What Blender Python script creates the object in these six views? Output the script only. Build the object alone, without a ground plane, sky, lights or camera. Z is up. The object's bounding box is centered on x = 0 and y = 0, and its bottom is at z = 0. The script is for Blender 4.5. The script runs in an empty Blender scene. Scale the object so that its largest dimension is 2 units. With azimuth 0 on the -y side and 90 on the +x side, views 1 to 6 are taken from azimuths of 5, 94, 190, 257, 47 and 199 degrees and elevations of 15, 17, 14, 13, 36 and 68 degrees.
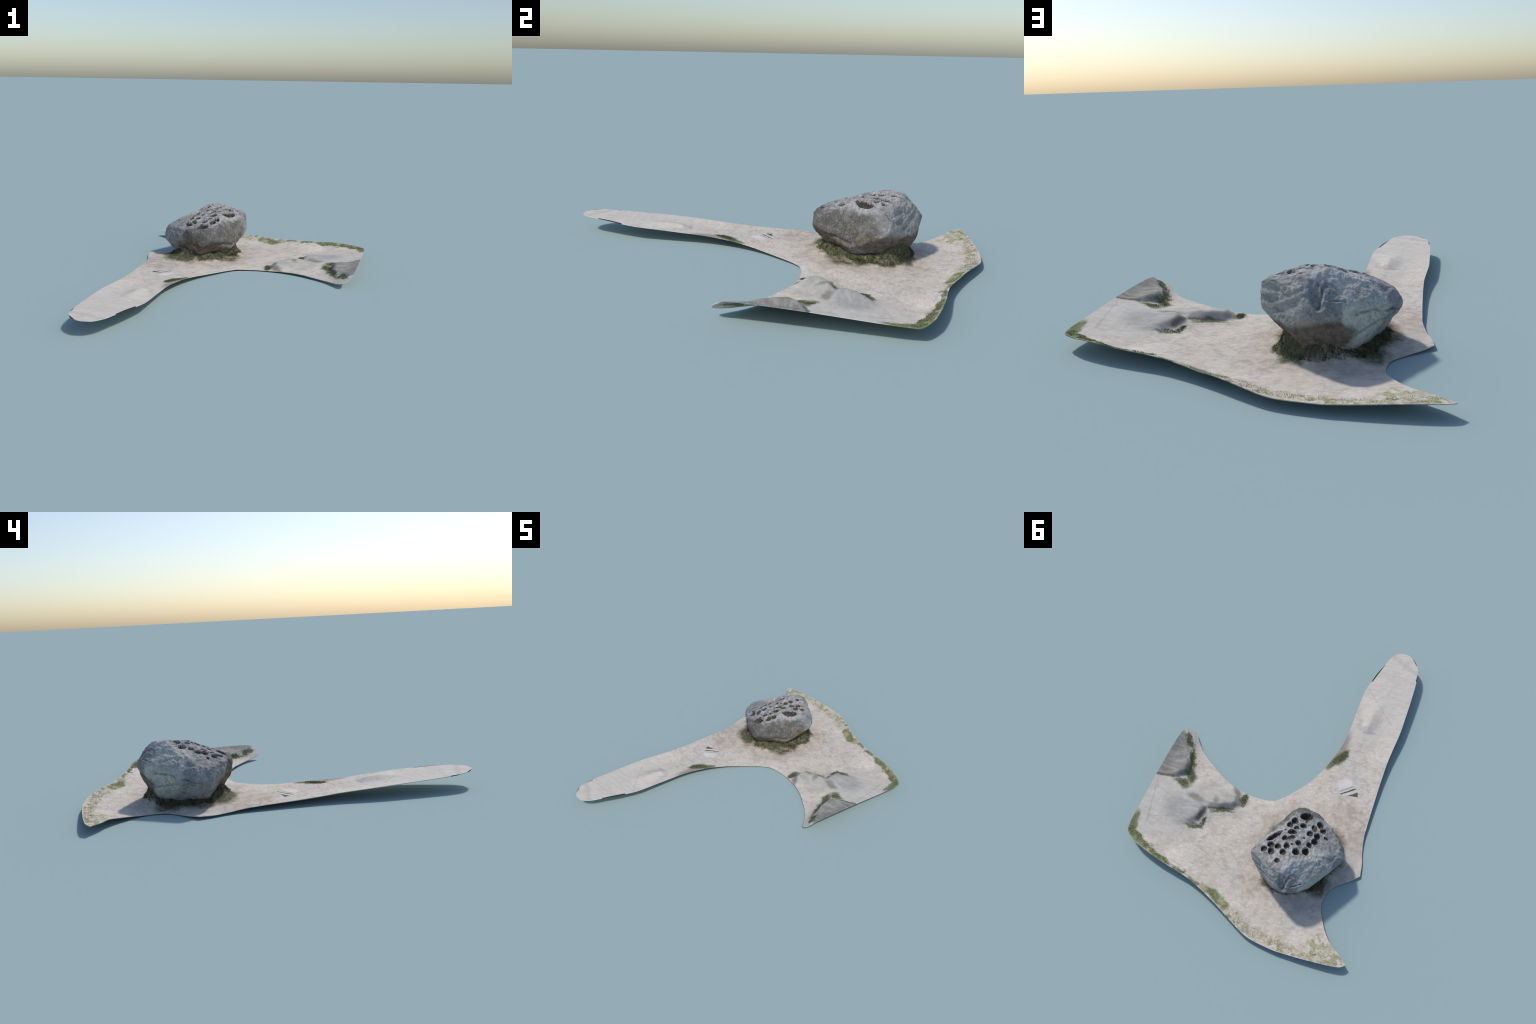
import bpy, bmesh, math, random
import numpy as np
from mathutils import Vector
from mathutils.geometry import delaunay_2d_cdt

rng = np.random.default_rng(7)
random.seed(7)

# ------------------------------------------------------------------ noise helpers
_perm = np.random.default_rng(11).permutation(256)
_perm = np.concatenate([_perm, _perm, _perm])
_grad = np.random.default_rng(12).normal(size=(256, 3))
_grad /= np.linalg.norm(_grad, axis=1)[:, None]


def noise3(p):
    """Gradient noise, about -1..1, on an (n, 3) array."""
    i = np.floor(p).astype(int)
    f = p - i
    i &= 255
    u = f * f * f * (f * (f * 6 - 15) + 10)
    out = 0
    for dx in (0, 1):
        for dy in (0, 1):
            for dz in (0, 1):
                h = _perm[_perm[_perm[i[:, 0] + dx] + i[:, 1] + dy] + i[:, 2] + dz]
                g = _grad[h]
                d = (g * (f - np.array([dx, dy, dz]))).sum(1)
                w = (u[:, 0] if dx else 1 - u[:, 0]) * (u[:, 1] if dy else 1 - u[:, 1]) * (u[:, 2] if dz else 1 - u[:, 2])
                out = out + d * w
    return out * 1.6


def fbm(p, octaves=4, gain=0.5):
    out, a = 0, 1.0
    for k in range(octaves):
        out = out + a * noise3(p * 2 ** k + 17.3 * k)
        a *= gain
    return out


def smooth(a, b, x):
    t = np.clip((x - a) / (b - a), 0, 1)
    return t * t * (3 - 2 * t)


def polyline_distance(P, line, closed=False):
    """Distance from every row of P to a polyline (2D or 3D)."""
    L = np.array(line, float)
    if closed:
        L = np.vstack([L, L[:1]])
    best = np.full(len(P), 1e9)
    for a, b in zip(L[:-1], L[1:]):
        d = b - a
        t = np.clip(((P - a) @ d) / (d @ d + 1e-12), 0, 1)
        best = np.minimum(best, np.linalg.norm(P - a - t[:, None] * d, axis=1))
    return best


def inside(P, poly):
    x, y = P[:, 0], P[:, 1]
    c = np.zeros(len(P), bool)
    poly = np.array(poly)
    for (x1, y1), (x2, y2) in zip(poly, np.roll(poly, -1, 0)):
        m = (y1 > y) != (y2 > y)
        c ^= m & (x < (x2 - x1) * (y - y1) / (y2 - y1 + 1e-12) + x1)
    return c


# ------------------------------------------------------------------ the ground sheet
# rim of the sheet of trodden earth: tongue tip, west side, tail, verge side, cut side, horn, inner bay
RIM = [(-0.565, -1.000, 0.088), (-0.617, -0.997, 0.088), (-0.661, -0.965, 0.087), (-0.690, -0.917, 0.085),
       (-0.702, -0.839, 0.080), (-0.699, -0.691, 0.072), (-0.692, -0.576, 0.067), (-0.684, -0.463, 0.061),
       (-0.667, -0.347, 0.053), (-0.654, -0.252, 0.046), (-0.646, -0.145, 0.037), (-0.641, -0.047, 0.031),
       (-0.636, 0.066, 0.026), (-0.633, 0.155, 0.022), (-0.632, 0.235, 0.017), (-0.644, 0.324, 0.010),
       (-0.659, 0.390, 0.010), (-0.666, 0.461, 0.014), (-0.628, 0.496, 0.010), (-0.560, 0.545, 0.004),
       (-0.517, 0.589, 0.004), (-0.499, 0.643, 0.004), (-0.499, 0.698, 0.004), (-0.523, 0.759, 0.012),
       (-0.558, 0.822, 0.022), (-0.600, 0.875, 0.033), (-0.653, 0.913, 0.036), (-0.707, 0.963, 0.041),
       (-0.674, 0.984, 0.047), (-0.599, 0.993, 0.048), (-0.522, 0.997, 0.045), (-0.432, 1.000, 0.040),
       (-0.341, 1.001, 0.035), (-0.258, 0.993, 0.034), (-0.174, 0.979, 0.034), (-0.113, 0.958, 0.038),
       (-0.031, 0.913, 0.044), (0.052, 0.864, 0.046), (0.134, 0.820, 0.046), (0.219, 0.779, 0.051),
       (0.294, 0.750, 0.054), (0.396, 0.724, 0.058), (0.502, 0.694, 0.065), (0.594, 0.661, 0.065),
       (0.647, 0.635, 0.062), (0.702, 0.590, 0.058), (0.707, 0.536, 0.062), (0.693, 0.436, 0.067),
       (0.676, 0.321, 0.074), (0.655, 0.181, 0.082), (0.628, 0.019, 0.087), (0.609, -0.077, 0.085),
       (0.593, -0.114, 0.070), (0.573, -0.132, 0.052), (0.543, -0.133, 0.034), (0.512, -0.098, 0.022),
       (0.473, -0.046, 0.015), (0.417, 0.009, 0.012), (0.310, 0.085, 0.014), (0.224, 0.130, 0.011),
       (0.142, 0.156, 0.007), (0.065, 0.169, 0.006), (-0.006, 0.169, 0.007), (-0.060, 0.159, 0.009),
       (-0.106, 0.129, 0.010), (-0.161, 0.073, 0.013), (-0.237, -0.016, 0.019), (-0.282, -0.088, 0.028),
       (-0.323, -0.175, 0.037), (-0.356, -0.268, 0.044), (-0.376, -0.359, 0.050), (-0.385, -0.447, 0.055),
       (-0.393, -0.544, 0.062), (-0.405, -0.671, 0.070), (-0.431, -0.760, 0.076), (-0.453, -0.824, 0.082),
       (-0.480, -0.884, 0.085), (-0.516, -0.961, 0.088)]
SHARP_CORNERS = {17, 27}          # the two pointed ends of the west bay

# soft heights inside the sheet (x, y, z)
INNER = [(0.393, 0.281, 0.041), (0.48, 0.352, 0.049), (0.389, 0.2, 0.033), (0.31, 0.311, 0.033),
         (0.078, 0.439, 0.012), (-0.115, 0.137, 0.012), (-0.56, 0.356, 0.021), (-0.281, 0.72, 0.013),
         (-0.46, 0.60, 0.012), (-0.345, 0.14, 0.020), (-0.535, 0.002, 0.025), (-0.435, 0.015, 0.027), (-0.492, -0.06, 0.026), (0.438, 0.115, 0.026),
         (0.16, 0.16, 0.010), (0.10, 0.22, 0.010), (0.19, 0.57, 0.019), (0.25, 0.67, 0.026), (0.09, 0.664, 0.014),
         (0.07, 0.738, 0.015), (0.0, 0.582, 0.006), (0.11, 0.79, 0.019), (0.04, 0.82, 0.024), (-0.244, 0.868, 0.015),
         (0.36, 0.62, 0.027), (0.46, 0.64, 0.028), (0.56, 0.56, 0.040), (-0.10, 0.80, 0.012), (-0.40, 0.85, 0.012),
         (-0.18, 0.73, 0.009), (0.25, 0.37, 0.018), (0.36, 0.49, 0.022), (0.45, 0.50, 0.030), (-0.562, -0.335, 0.040),
         (-0.476, -0.336, 0.046), (0.126, 0.455, 0.012), (0.558, -0.09, 0.056),
         (0.535, -0.06, 0.043)]

# stone outcrops breaking through the earth: outline, rise, axis point/direction along which they sink away
LOW_ROCK = dict(poly=[(0.308, 0.311), (0.235, 0.303), (0.164, 0.275), (0.134, 0.244), (0.150, 0.189), (0.2, 0.145),
                      (0.276, 0.165), (0.36, 0.20), (0.42, 0.26)], rise=0.031, width=0.030,
                start=(0.20, 0.275), run=(0.105, -0.125))
ROUND_ROCK = dict(poly=[(0.386, 0.442), (0.337, 0.405), (0.312, 0.348), (0.322, 0.315), (0.368, 0.28), (0.47, 0.29),
                        (0.54, 0.35), (0.53, 0.42), (0.461, 0.459)], rise=0.025, width=0.032,
                  start=(0.325, 0.365), run=(0.155, -0.02))
LEDGE_ROCK = dict(poly=[(0.70, 0.225), (0.661, 0.211), (0.582, 0.196), (0.543, 0.188), (0.484, 0.145), (0.493, 0.071),
                        (0.512, 0.019), (0.545, -0.029), (0.582, -0.09), (0.60, -0.13), (0.75, -0.1)],
                  rise=0.031, width=0.026, start=(0.50, 0.125), run=(0.115, -0.015))
TONGUE_BUMP = dict(poly=[(-0.440, -0.43), (-0.495, -0.40), (-0.548, -0.47), (-0.56, -0.66), (-0.42, -0.66)], rise=0.018,
                   width=0.07, start=(-0.49, -0.46), run=(0, -0.22))
ROCKS = [LOW_ROCK, ROUND_ROCK, LEDGE_ROCK, TONGUE_BUMP]

# turf collar round the boulder: by compass angle, neck radius, height of the collar, spread
CENTRE = np.array([-0.28, 0.455])
COLLAR = [  # degrees ccw from +x, neck radius, lift, spread
    (0, 0.135, 0.035, 0.030), (22, 0.155, 0.045, 0.028), (45, 0.197, 0.105, 0.014), (67, 0.204, 0.095, 0.018),
    (95, 0.188, 0.074, 0.032), (115, 0.176, 0.045, 0.038), (135, 0.168, 0.032, 0.040), (160, 0.165, 0.022, 0.036), (185, 0.195, 0.035, 0.032),
    (226, 0.203, 0.066, 0.030), (250, 0.180, 0.060, 0.034), (275, 0.155, 0.050, 0.036), (292, 0.148, 0.048, 0.035),
    (315, 0.125, 0.040, 0.030), (340, 0.122, 0.034, 0.028)]


def catmull(points, per, corners=()):
    P = np.array(points, float)
    n = len(P)
    out = []
    for i in range(n):
        p0, p1, p2, p3 = P[(i - 1) % n], P[i], P[(i + 1) % n], P[(i + 2) % n]
        if i in corners:
            p0 = p1 - (p2 - p1)
        if (i + 1) % n in corners:
            p3 = p2 + (p2 - p1)
        L = np.linalg.norm(p2 - p1)
        k = max(2, int(round(L / per)))
        for j in range(k):
            t = j / k
            out.append(0.5 * (2 * p1 + (p2 - p0) * t + (2 * p0 - 5 * p1 + 4 * p2 - p3) * t * t
                              + (3 * p1 - p0 - 3 * p2 + p3) * t ** 3))
    return np.array(out)


def thin_plate(points):
    P = np.array(points, float)
    n = len(P)

    def U(r2):
        return 0.5 * r2 * np.log(r2 + 1e-9)
    d2 = ((P[:, None, :2] - P[None, :, :2]) ** 2).sum(-1)
    A = np.zeros((n + 3, n + 3))
    A[:n, :n] = U(d2) + np.eye(n) * 2e-4
    A[:n, n] = 1
    A[:n, n + 1:] = P[:, :2]
    A[n:, :n] = A[:n, n:].T
    w = np.linalg.solve(A, np.concatenate([P[:, 2], [0, 0, 0]]))

    def f(Q):
        d2 = ((Q[:, None, :] - P[None, :, :2]) ** 2).sum(-1)
        return U(d2) @ w[:n] + w[n] + Q @ w[n + 1:]
    return f


base_height = thin_plate(RIM + INNER)
rim = catmull(RIM, 0.007, SHARP_CORNERS)
rim[:, 0] = np.clip(rim[:, 0], -0.707, 0.707)
rim[:, 1] = np.clip(rim[:, 1], -1.0, 1.0)
rim_xy = rim[:, :2]


def collar_at(Q):
    v = Q - CENTRE
    ang = np.degrees(np.arctan2(v[:, 1], v[:, 0])) % 360
    C = np.array(COLLAR)
    a = np.concatenate([C[-1:, 0] - 360, C[:, 0], C[:1, 0] + 360])
    row = lambda k: np.interp(ang, a, np.concatenate([C[-1:, k], C[:, k], C[:1, k]]))
    return np.linalg.norm(v, axis=1), row(1), row(2), row(3)


def rock_rise(Q, rock):
    s = np.where(inside(Q, rock['poly']), 1, -1) * polyline_distance(Q, rock['poly'], True)
    s = s + 0.004 * noise3(np.c_[Q * 18, np.zeros(len(Q))])
    run = np.array(rock['run'])
    along = ((Q - np.array(rock['start'])) @ run) / (run @ run)
    return rock['rise'] * smooth(-0.012, rock['width'], s) * (1 - smooth(0.0, 1.0, along)), s


def sheet_height(Q):
    Q3 = np.c_[Q, np.zeros(len(Q))]
    h = base_height(Q)
    edge = polyline_distance(Q, rim_xy, True)
    inner = smooth(0, 0.035, edge)
    for rock in ROCKS:
        r, _ = rock_rise(Q, rock)
        h = h + r * inner
    d, neck, lift, spread = collar_at(Q)
    e = np.maximum(d - neck, 0)
    tuft = 1 + 0.25 * noise3(Q3 * 28)
    h = h + lift * np.exp(-(e / spread) ** 1.15) * tuft + 0.25 * np.maximum(neck - d, 0)
    h = h + inner * (0.0016 * fbm(Q3 * 14, 3) + 0.0007 * noise3(Q3 * 70))
    return np.maximum(h, 0.0035)


# triangulate the plan of the sheet
STEP = 0.0062
gx, gy = np.meshgrid(np.arange(-0.72, 0.72, STEP), np.arange(-1.01, 1.01, STEP * 0.866))
gx[1::2] += STEP / 2
G = np.stack([gx.ravel(), gy.ravel()], 1)
G = G + rng.uniform(-0.1, 0.1, G.shape) * STEP
G = G[inside(G, rim_xy)]
G = G[polyline_distance(G, rim_xy, True) > 0.0042]
pts = np.vstack([rim_xy, G])
nb = len(rim_xy)
vco, _, faces, orig, _, _ = delaunay_2d_cdt([Vector(p) for p in pts], [(i, (i + 1) % nb) for i in range(nb)], [], 1, 1e-6)
plan = np.array([tuple(v) for v in vco])
order = {o[0]: i for i, o in enumerate(orig) if o}
ring = [order[i] for i in range(nb)]
top_z = sheet_height(plan)
for i in range(nb):
    top_z[ring[i]] = max(rim[i, 2], 0.0035)
N = len(plan)
THICK = 0.0032
bot_z = np.maximum(top_z - THICK, 0.0)
top = np.c_[plan, top_z]
bottom = np.c_[plan, bot_z]
tri = np.array([f for f in faces if len(f) == 3])
a, b, c = top[tri[:, 0]], top[tri[:, 1]], top[tri[:, 2]]
fn = np.cross(b - a, c - a)
flip = fn[:, 2] < 0
tri[flip] = tri[flip][:, ::-1]
fn[flip] *= -1
vn = np.zeros((N, 3))
for k in range(3):
    np.add.at(vn, tri[:, k], fn)
vn /= np.linalg.norm(vn, axis=1)[:, None]


def region_of(Q):
    """0 earth, 1 low rock, 2 round rock, 3 ledge rock, 4 turf collar, 5 verge"""
    reg = np.zeros(len(Q), int)
    d, neck, lift, spread = collar_at(Q)
    wob = 0.012 * fbm(np.c_[Q * 30, np.zeros(len(Q))], 3)
    reg[d < neck + 0.045 + wob] = 4
    for k, rock in enumerate((LOW_ROCK, ROUND_ROCK, LEDGE_ROCK)):
        _, s = rock_rise(Q, rock)
        reg[s > 0.0] = k + 1
    verge = polyline_distance(Q, VERGE) + 2.2 * wob
    reg[(verge < 0.035) & (reg == 0)] = 5
    return reg


VERGE = [(-0.66, 0.955), (-0.52, 0.96), (-0.40, 0.965), (-0.26, 0.955), (-0.12, 0.92), (0.02, 0.86), (0.15, 0.79),
         (0.30, 0.735), (0.42, 0.71), (0.53, 0.665), (0.62, 0.625), (0.685, 0.57)]

cent = plan[tri].mean(1)
region = region_of(cent)


def new_object(name, verts, polys, parent=None, mat=None, loop_normals=None):
    me = bpy.data.meshes.new(name)
    me.from_pydata([tuple(v) for v in verts], [], [tuple(int(i) for i in p) for p in polys])
    me.update()
    me.polygons.foreach_set('use_smooth', [True] * len(me.polygons))
    if loop_normals is not None:
        me.normals_split_custom_set([tuple(n) for n in loop_normals])
    ob = bpy.data.objects.new(name, me)
    bpy.context.scene.collection.objects.link(ob)
    if mat:
        me.materials.append(mat)
    if parent:
        ob.parent = parent
    return ob


# ------------------------------------------------------------------ node helper
class Nodes:
    def __init__(self, name):
        self.mat = bpy.data.materials.new(name)
        self.mat.use_nodes = True
        self.t = self.mat.node_tree
        self.t.nodes.clear()
        self.out = self.t.nodes.new('ShaderNodeOutputMaterial')
        self.bsdf = self.t.nodes.new('ShaderNodeBsdfPrincipled')
        self.t.links.new(self.bsdf.outputs[0], self.out.inputs[0])
        self.p = self.t.nodes.new('ShaderNodeTexCoord').outputs['Object']

    def put(self, sock, v):
        if isinstance(v, bpy.types.NodeSocket):
            self.t.links.new(v, sock)
        elif isinstance(v, (tuple, list)) and len(v) == 3 and sock.type == 'RGBA':
            sock.default_value = (*v, 1)
        else:
            sock.default_value = v

    def math(self, op, a, b=0.0, clamp=False):
        n = self.t.nodes.new('ShaderNodeMath')
        n.operation = op
        n.use_clamp = clamp
        self.put(n.inputs[0], a)
        self.put(n.inputs[1], b)
        return n.outputs[0]

    def vec(self, op, a, b=(0, 0, 0), scale=None):
        n = self.t.nodes.new('ShaderNodeVectorMath')
        n.operation = op
        self.put(n.inputs[0], a)
        self.put(n.inputs[1], b)
        if scale is not None:
            self.put(n.inputs['Scale'], scale)
        return n.outputs['Value'] if op in ('LENGTH', 'DISTANCE', 'DOT_PRODUCT') else n.outputs[0]

    def noise(self, scale, detail=3.0, rough=0.55, vec=None, distort=0.0, color=False):
        n = self.t.nodes.new('ShaderNodeTexNoise')
        self.put(n.inputs['Vector'], vec or self.p)
        n.inputs['Scale'].default_value = scale
        n.inputs['Detail'].default_value = detail
        n.inputs['Roughness'].default_value = rough
        n.inputs['Distortion'].default_value = distort
        return n.outputs['Color'] if color else n.outputs[0]

    def voronoi(self, scale, vec=None, feature='F1', out=0):
        n = self.t.nodes.new('ShaderNodeTexVoronoi')
        n.feature = feature
        self.put(n.inputs['Vector'], vec or self.p)
        n.inputs['Scale'].default_value = scale
        return n.outputs[out]

    def wave(self, scale, vec, distort=2.0, detail=2.0):
        n = self.t.nodes.new('ShaderNodeTexWave')
        self.put(n.inputs['Vector'], vec)
        n.inputs['Scale'].default_value = scale
        n.inputs['Distortion'].default_value = distort
        n.inputs['Detail'].default_value = detail
        return n.outputs[1]

    def mapping(self, vec, loc=(0, 0, 0), rot=(0, 0, 0), scale=(1, 1, 1), kind='POINT'):
        n = self.t.nodes.new('ShaderNodeMapping')
        n.vector_type = kind
        self.put(n.inputs['Vector'], vec)
        n.inputs['Location'].default_value = loc
        n.inputs['Rotation'].default_value = rot
        n.inputs['Scale'].default_value = scale
        return n.outputs[0]

    def step(self, x, a, b):
        """smoothstep from 0 at a to 1 at b (a may exceed b)"""
        n = self.t.nodes.new('ShaderNodeMapRange')
        n.interpolation_type = 'SMOOTHSTEP'
        self.put(n.inputs['Value'], x)
        lo, hi = (a, b) if a < b else (b, a)
        n.inputs['From Min'].default_value = lo
        n.inputs['From Max'].default_value = hi
        n.inputs['To Min'].default_value = 0 if a < b else 1
        n.inputs['To Max'].default_value = 1 if a < b else 0
        return n.outputs[0]

    def mix(self, f, a, b, mode='MIX'):
        n = self.t.nodes.new('ShaderNodeMix')
        n.data_type = 'RGBA'
        n.blend_type = mode
        self.put(n.inputs[0], f)
        self.put(n.inputs[6], a)
        self.put(n.inputs[7], b)
        return n.outputs[2]

    def mul(self, *xs):
        r = xs[0]
        for x in xs[1:]:
            r = self.math('MULTIPLY', r, x)
        return r

    def union(self, *xs):
        r = xs[0]
        for x in xs[1:]:
            r = self.math('MAXIMUM', r, x)
        return r

    def ellipse(self, p, c, radii, deg=0.0, soft=0.3, flat=True):
        """soft mask of an ellipse (flat: seen from above) or ellipsoid"""
        c3 = (c[0], c[1], c[2] if len(c) > 2 else 0)
        r3 = (radii[0], radii[1], radii[2] if len(radii) > 2 else 1e4)
        q = self.mapping(p, c3, (0, 0, math.radians(deg)), r3, 'TEXTURE')
        return self.step(self.vec('LENGTH', q), 1 + soft, 1 - soft)

    def line(self, p, a, b, width, soft=1.0):
        """soft mask along the segment a-b"""
        a, b = np.array(a, float), np.array(b, float)
        if len(a) == 2:
            a, b = np.r_[a, 0], np.r_[b, 0]
        L = np.linalg.norm(b - a)
        u = (b - a) / L
        d = self.vec('SUBTRACT', p, tuple(a))
        t = self.math('MAXIMUM', self.math('MINIMUM', self.vec('DOT_PRODUCT', d, tuple(u)), float(L)), 0.0)
        n = self.t.nodes.new('ShaderNodeVectorMath')
        n.operation = 'SCALE'
        n.inputs[0].default_value = tuple(u)
        self.put(n.inputs['Scale'], t)
        return self.step(self.vec('DISTANCE', d, n.outputs[0]), width * (1 + soft * .5), width * (1 - soft * .5))

    def polygon(self, p, corners, soft):
        """soft mask of a convex polygon seen from above (corners counter-clockwise)"""
        r = None
        for a, b in zip(corners, corners[1:] + corners[:1]):
            ex, ey = b[0] - a[0], b[1] - a[1]
            L = math.hypot(ex, ey)
            nrm = (-ey / L, ex / L, 0)
            d = self.math('SUBTRACT', self.vec('DOT_PRODUCT', p, nrm), nrm[0] * a[0] + nrm[1] * a[1])
            h = self.step(d, -soft, soft)
            r = h if r is None else self.math('MINIMUM', r, h)
        return r

    def finish(self, color, rough=0.9, height=None, bump=0.3, dist=0.002):
        self.put(self.bsdf.inputs['Base Color'], color)
        self.put(self.bsdf.inputs['Roughness'], rough)
        self.bsdf.inputs['Specular IOR Level'].default_value = 0.25
        if height is not None:
            n = self.t.nodes.new('ShaderNodeBump')
            n.inputs['Strength'].default_value = bump
            n.inputs['Distance'].default_value = dist
            self.put(n.inputs['Height'], height)
            self.t.links.new(n.outputs[0], self.bsdf.inputs['Normal'])
        return self.mat


# ------------------------------------------------------------------ materials
def ground_material():
    m = Nodes('trodden_earth')
    # flattened position (masks are read from above), with a ragged displacement
    flat = m.vec('MULTIPLY', m.p, (1, 1, 0))
    nz = m.vec('SUBTRACT', m.noise(16, 4, 0.6, color=True), (0.5, 0.5, 0.5))
    rag = m.vec('MULTIPLY', m.vec('ADD', flat, m.vec('SCALE', nz, scale=0.075)), (1, 1, 0))
    nz2 = m.vec('SUBTRACT', m.noise(45, 3, 0.6, color=True), (0.5, 0.5, 0.5))
    rag2 = m.vec('MULTIPLY', m.vec('ADD', flat, m.vec('SCALE', nz2, scale=0.022)), (1, 1, 0))

    nz3 = m.vec('SUBTRACT', m.noise(60, 2, 0.5, color=True), (0.5, 0.5, 0.5))
    rag3 = m.vec('MULTIPLY', m.vec('ADD', flat, m.vec('SCALE', nz3, scale=0.008)), (1, 1, 0))

    # earth
    big = m.noise(4.5, 4, 0.55)
    mid = m.noise(24, 5, 0.65)
    fine = m.noise(110, 3, 0.6)
    streak = m.noise(9, 4, 0.6, vec=m.mapping(m.p, rot=(0, 0, math.radians(25)), scale=(1, 6, 1)))
    clod = m.noise(34, 4, 0.6, vec=m.mapping(m.p, rot=(0, 0, math.radians(-35)), scale=(1, 2.4, 1)))
    col = m.mix(m.step(big, 0.35, 0.65), (0.60, 0.535, 0.45), (0.57, 0.53, 0.47))
    col = m.mix(m.mul(m.step(mid, 0.46, 0.66), 0.7), col, (0.43, 0.375, 0.325))
    col = m.mix(m.mul(m.step(clod, 0.50, 0.66), 0.5), col, (0.74, 0.695, 0.625))
    col = m.mix(m.mul(m.step(streak, 0.48, 0.75), 0.35), col, (0.70, 0.66, 0.61))
    col = m.mix(m.mul(m.step(fine, 0.5, 0.7), 0.32), col, (0.38, 0.33, 0.285))
    # smooth pale clay on tongue and lower corner
    pale = m.union(m.ellipse(rag, (-0.56, -0.72), (0.2, 0.42), 0, 0.4), m.ellipse(rag, (0.55, 0.36), (0.22, 0.2), 0, 0.5))
    col = m.mix(m.mul(pale, 0.8), col, m.mix(m.step(streak, 0.3, 0.7), (0.575, 0.532, 0.465), (0.645, 0.61, 0.555)))
    # browner soil near the boulder
    soil = m.union(m.ellipse(rag, (-0.30, 0.44), (0.29, 0.30), 0, 0.25), m.ellipse(rag, (-0.52, 0.20), (0.12, 0.16), 20, 0.4),
                   m.ellipse(rag, (-0.12, 0.66), (0.12, 0.09), 20, 0.5))
    col = m.mix(m.mul(soil, m.step(mid, 0.25, 0.65), 0.75), col, (0.40, 0.335, 0.275))
    # thin tracks and scratches
    tracks = None
    for a, b, w in [((0.10, 0.30), (0.62, 0.47), 0.0025), ((-0.02, 0.62), (0.30, 0.36), 0.002), ((0.02, 0.68), (0.36, 0.52), 0.002),
                    ((-0.10, 0.60), (0.22, 0.66), 0.002), ((0.35, 0.38), (0.66, 0.27), 0.002), ((-0.5, 0.12), (-0.64, 0.16), 0.003),
                    ((-0.40, 0.02), (-0.62, 0.12), 0.002), ((-0.38, -0.22), (-0.62, -0.18), 0.002), ((0.62, 0.50), (0.64, 0.25), 0.004),
                    ((-0.43, -0.70), (-0.62, -0.50), 0.003), ((-0.45, 0.06), (-0.56, 0.28), 0.003), ((0.12, 0.58), (0.26, 0.70), 0.002)]:
        s = m.line(rag2, a, b, w, 1.6)
        tracks = s if tracks is None else m.union(tracks, s)
    col = m.mix(m.mul(tracks, 0.4), col, (0.36, 0.33, 0.29))
    # dim band across the tongue tip
    col = m.mix(m.mul(m.line(rag, (-0.53, -0.96), (-0.69, -0.88), 0.012, 1.6), 0.35), col, (0.40, 0.39, 0.37))

    # bare rock outcrops
    rockn = m.noise(13, 5, 0.6, vec=m.mapping(m.p, rot=(0, 0, math.radians(-20)), scale=(1, 3.5, 1)))
    pale_rock = m.mix(m.step(rockn, 0.35, 0.7), (0.36, 0.35, 0.31), (0.46, 0.45, 0.405))
    grey_rock = m.mix(m.step(rockn, 0.35, 0.7), (0.33, 0.322, 0.30), (0.45, 0.44, 0.41))
    ledge = m.mix(m.step(rockn, 0.35, 0.65), (0.235, 0.222, 0.20), (0.34, 0.33, 0.30))
    low = m.union(m.ellipse(rag2, (0.215, 0.235), (0.085, 0.075), 0, 0.25), m.mul(m.ellipse(rag2, (0.30, 0.23), (0.12, 0.075), 15, 0.45), 0.7))
    rnd = m.union(m.mul(m.ellipse(rag2, (0.39, 0.36), (0.085, 0.085), 0, 0.3), 0.95), m.mul(m.ellipse(rag2, (0.44, 0.365), (0.12, 0.095), 0, 0.5), 0.75))
    led = m.union(m.ellipse(rag2, (0.565, 0.12), (0.075, 0.075), 0, 0.12), m.ellipse(rag2, (0.60, 0.03), (0.075, 0.14), 14, 0.12),
                  m.ellipse(rag2, (0.66, 0.13), (0.12, 0.085), 0, 0.12))
    col = m.mix(low, col, pale_rock)
    col = m.mix(rnd, col, grey_rock)
    col = m.mix(led, col, ledge)
    # dark line in the foot of the rocks
    foot = m.union(m.line(rag2, (0.34, 0.40), (0.318, 0.33), 0.012, 1.6), m.mul(m.ellipse(rag2, (0.40, 0.278), (0.045, 0.02), -10, 0.6), 0.7),
                   m.mul(m.ellipse(rag2, (0.17, 0.165), (0.04, 0.016), -45, 0.6), 0.8), m.line(rag2, (0.16, 0.282), (0.30, 0.316), 0.006, 1.6),
                   m.line(rag2, (0.56, 0.196), (0.67, 0.214), 0.007, 1.5), m.line(rag2, (0.48, 0.14), (0.50, 0.03), 0.008, 1.5),
                   m.mul(m.ellipse(rag2, (0.27, 0.262), (0.016, 0.02), 0, 0.6), 0.6))
    col = m.mix(m.mul(foot, 0.8), col, (0.12, 0.105, 0.085))
    # dark patch beside the tongue
    dark_patch = m.ellipse(rag, (-0.372, -0.30), (0.028, 0.075), -8, 0.6)
    col = m.mix(m.mul(dark_patch, 0.75), col, (0.24, 0.22, 0.20))
    bump_t = m.union(m.line(rag2, (-0.47, -0.41), (-0.53, -0.42), 0.008, 1.6), m.mul(m.ellipse(rag2, (-0.436, -0.455), (0.014, 0.035), 0, 0.7), 0.7))
    col = m.mix(m.mul(bump_t, 0.4), col, (0.30, 0.27, 0.235))

    # grass growing flat on the ground
    blade = m.noise(60, 4, 0.65, vec=m.mapping(m.p, rot=(0, 0, 0.6), scale=(1, 2.2, 1)))
    green = m.mix(m.step(blade, 0.3, 0.7), (0.085, 0.115, 0.045), (0.23, 0.26, 0.11))
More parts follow.
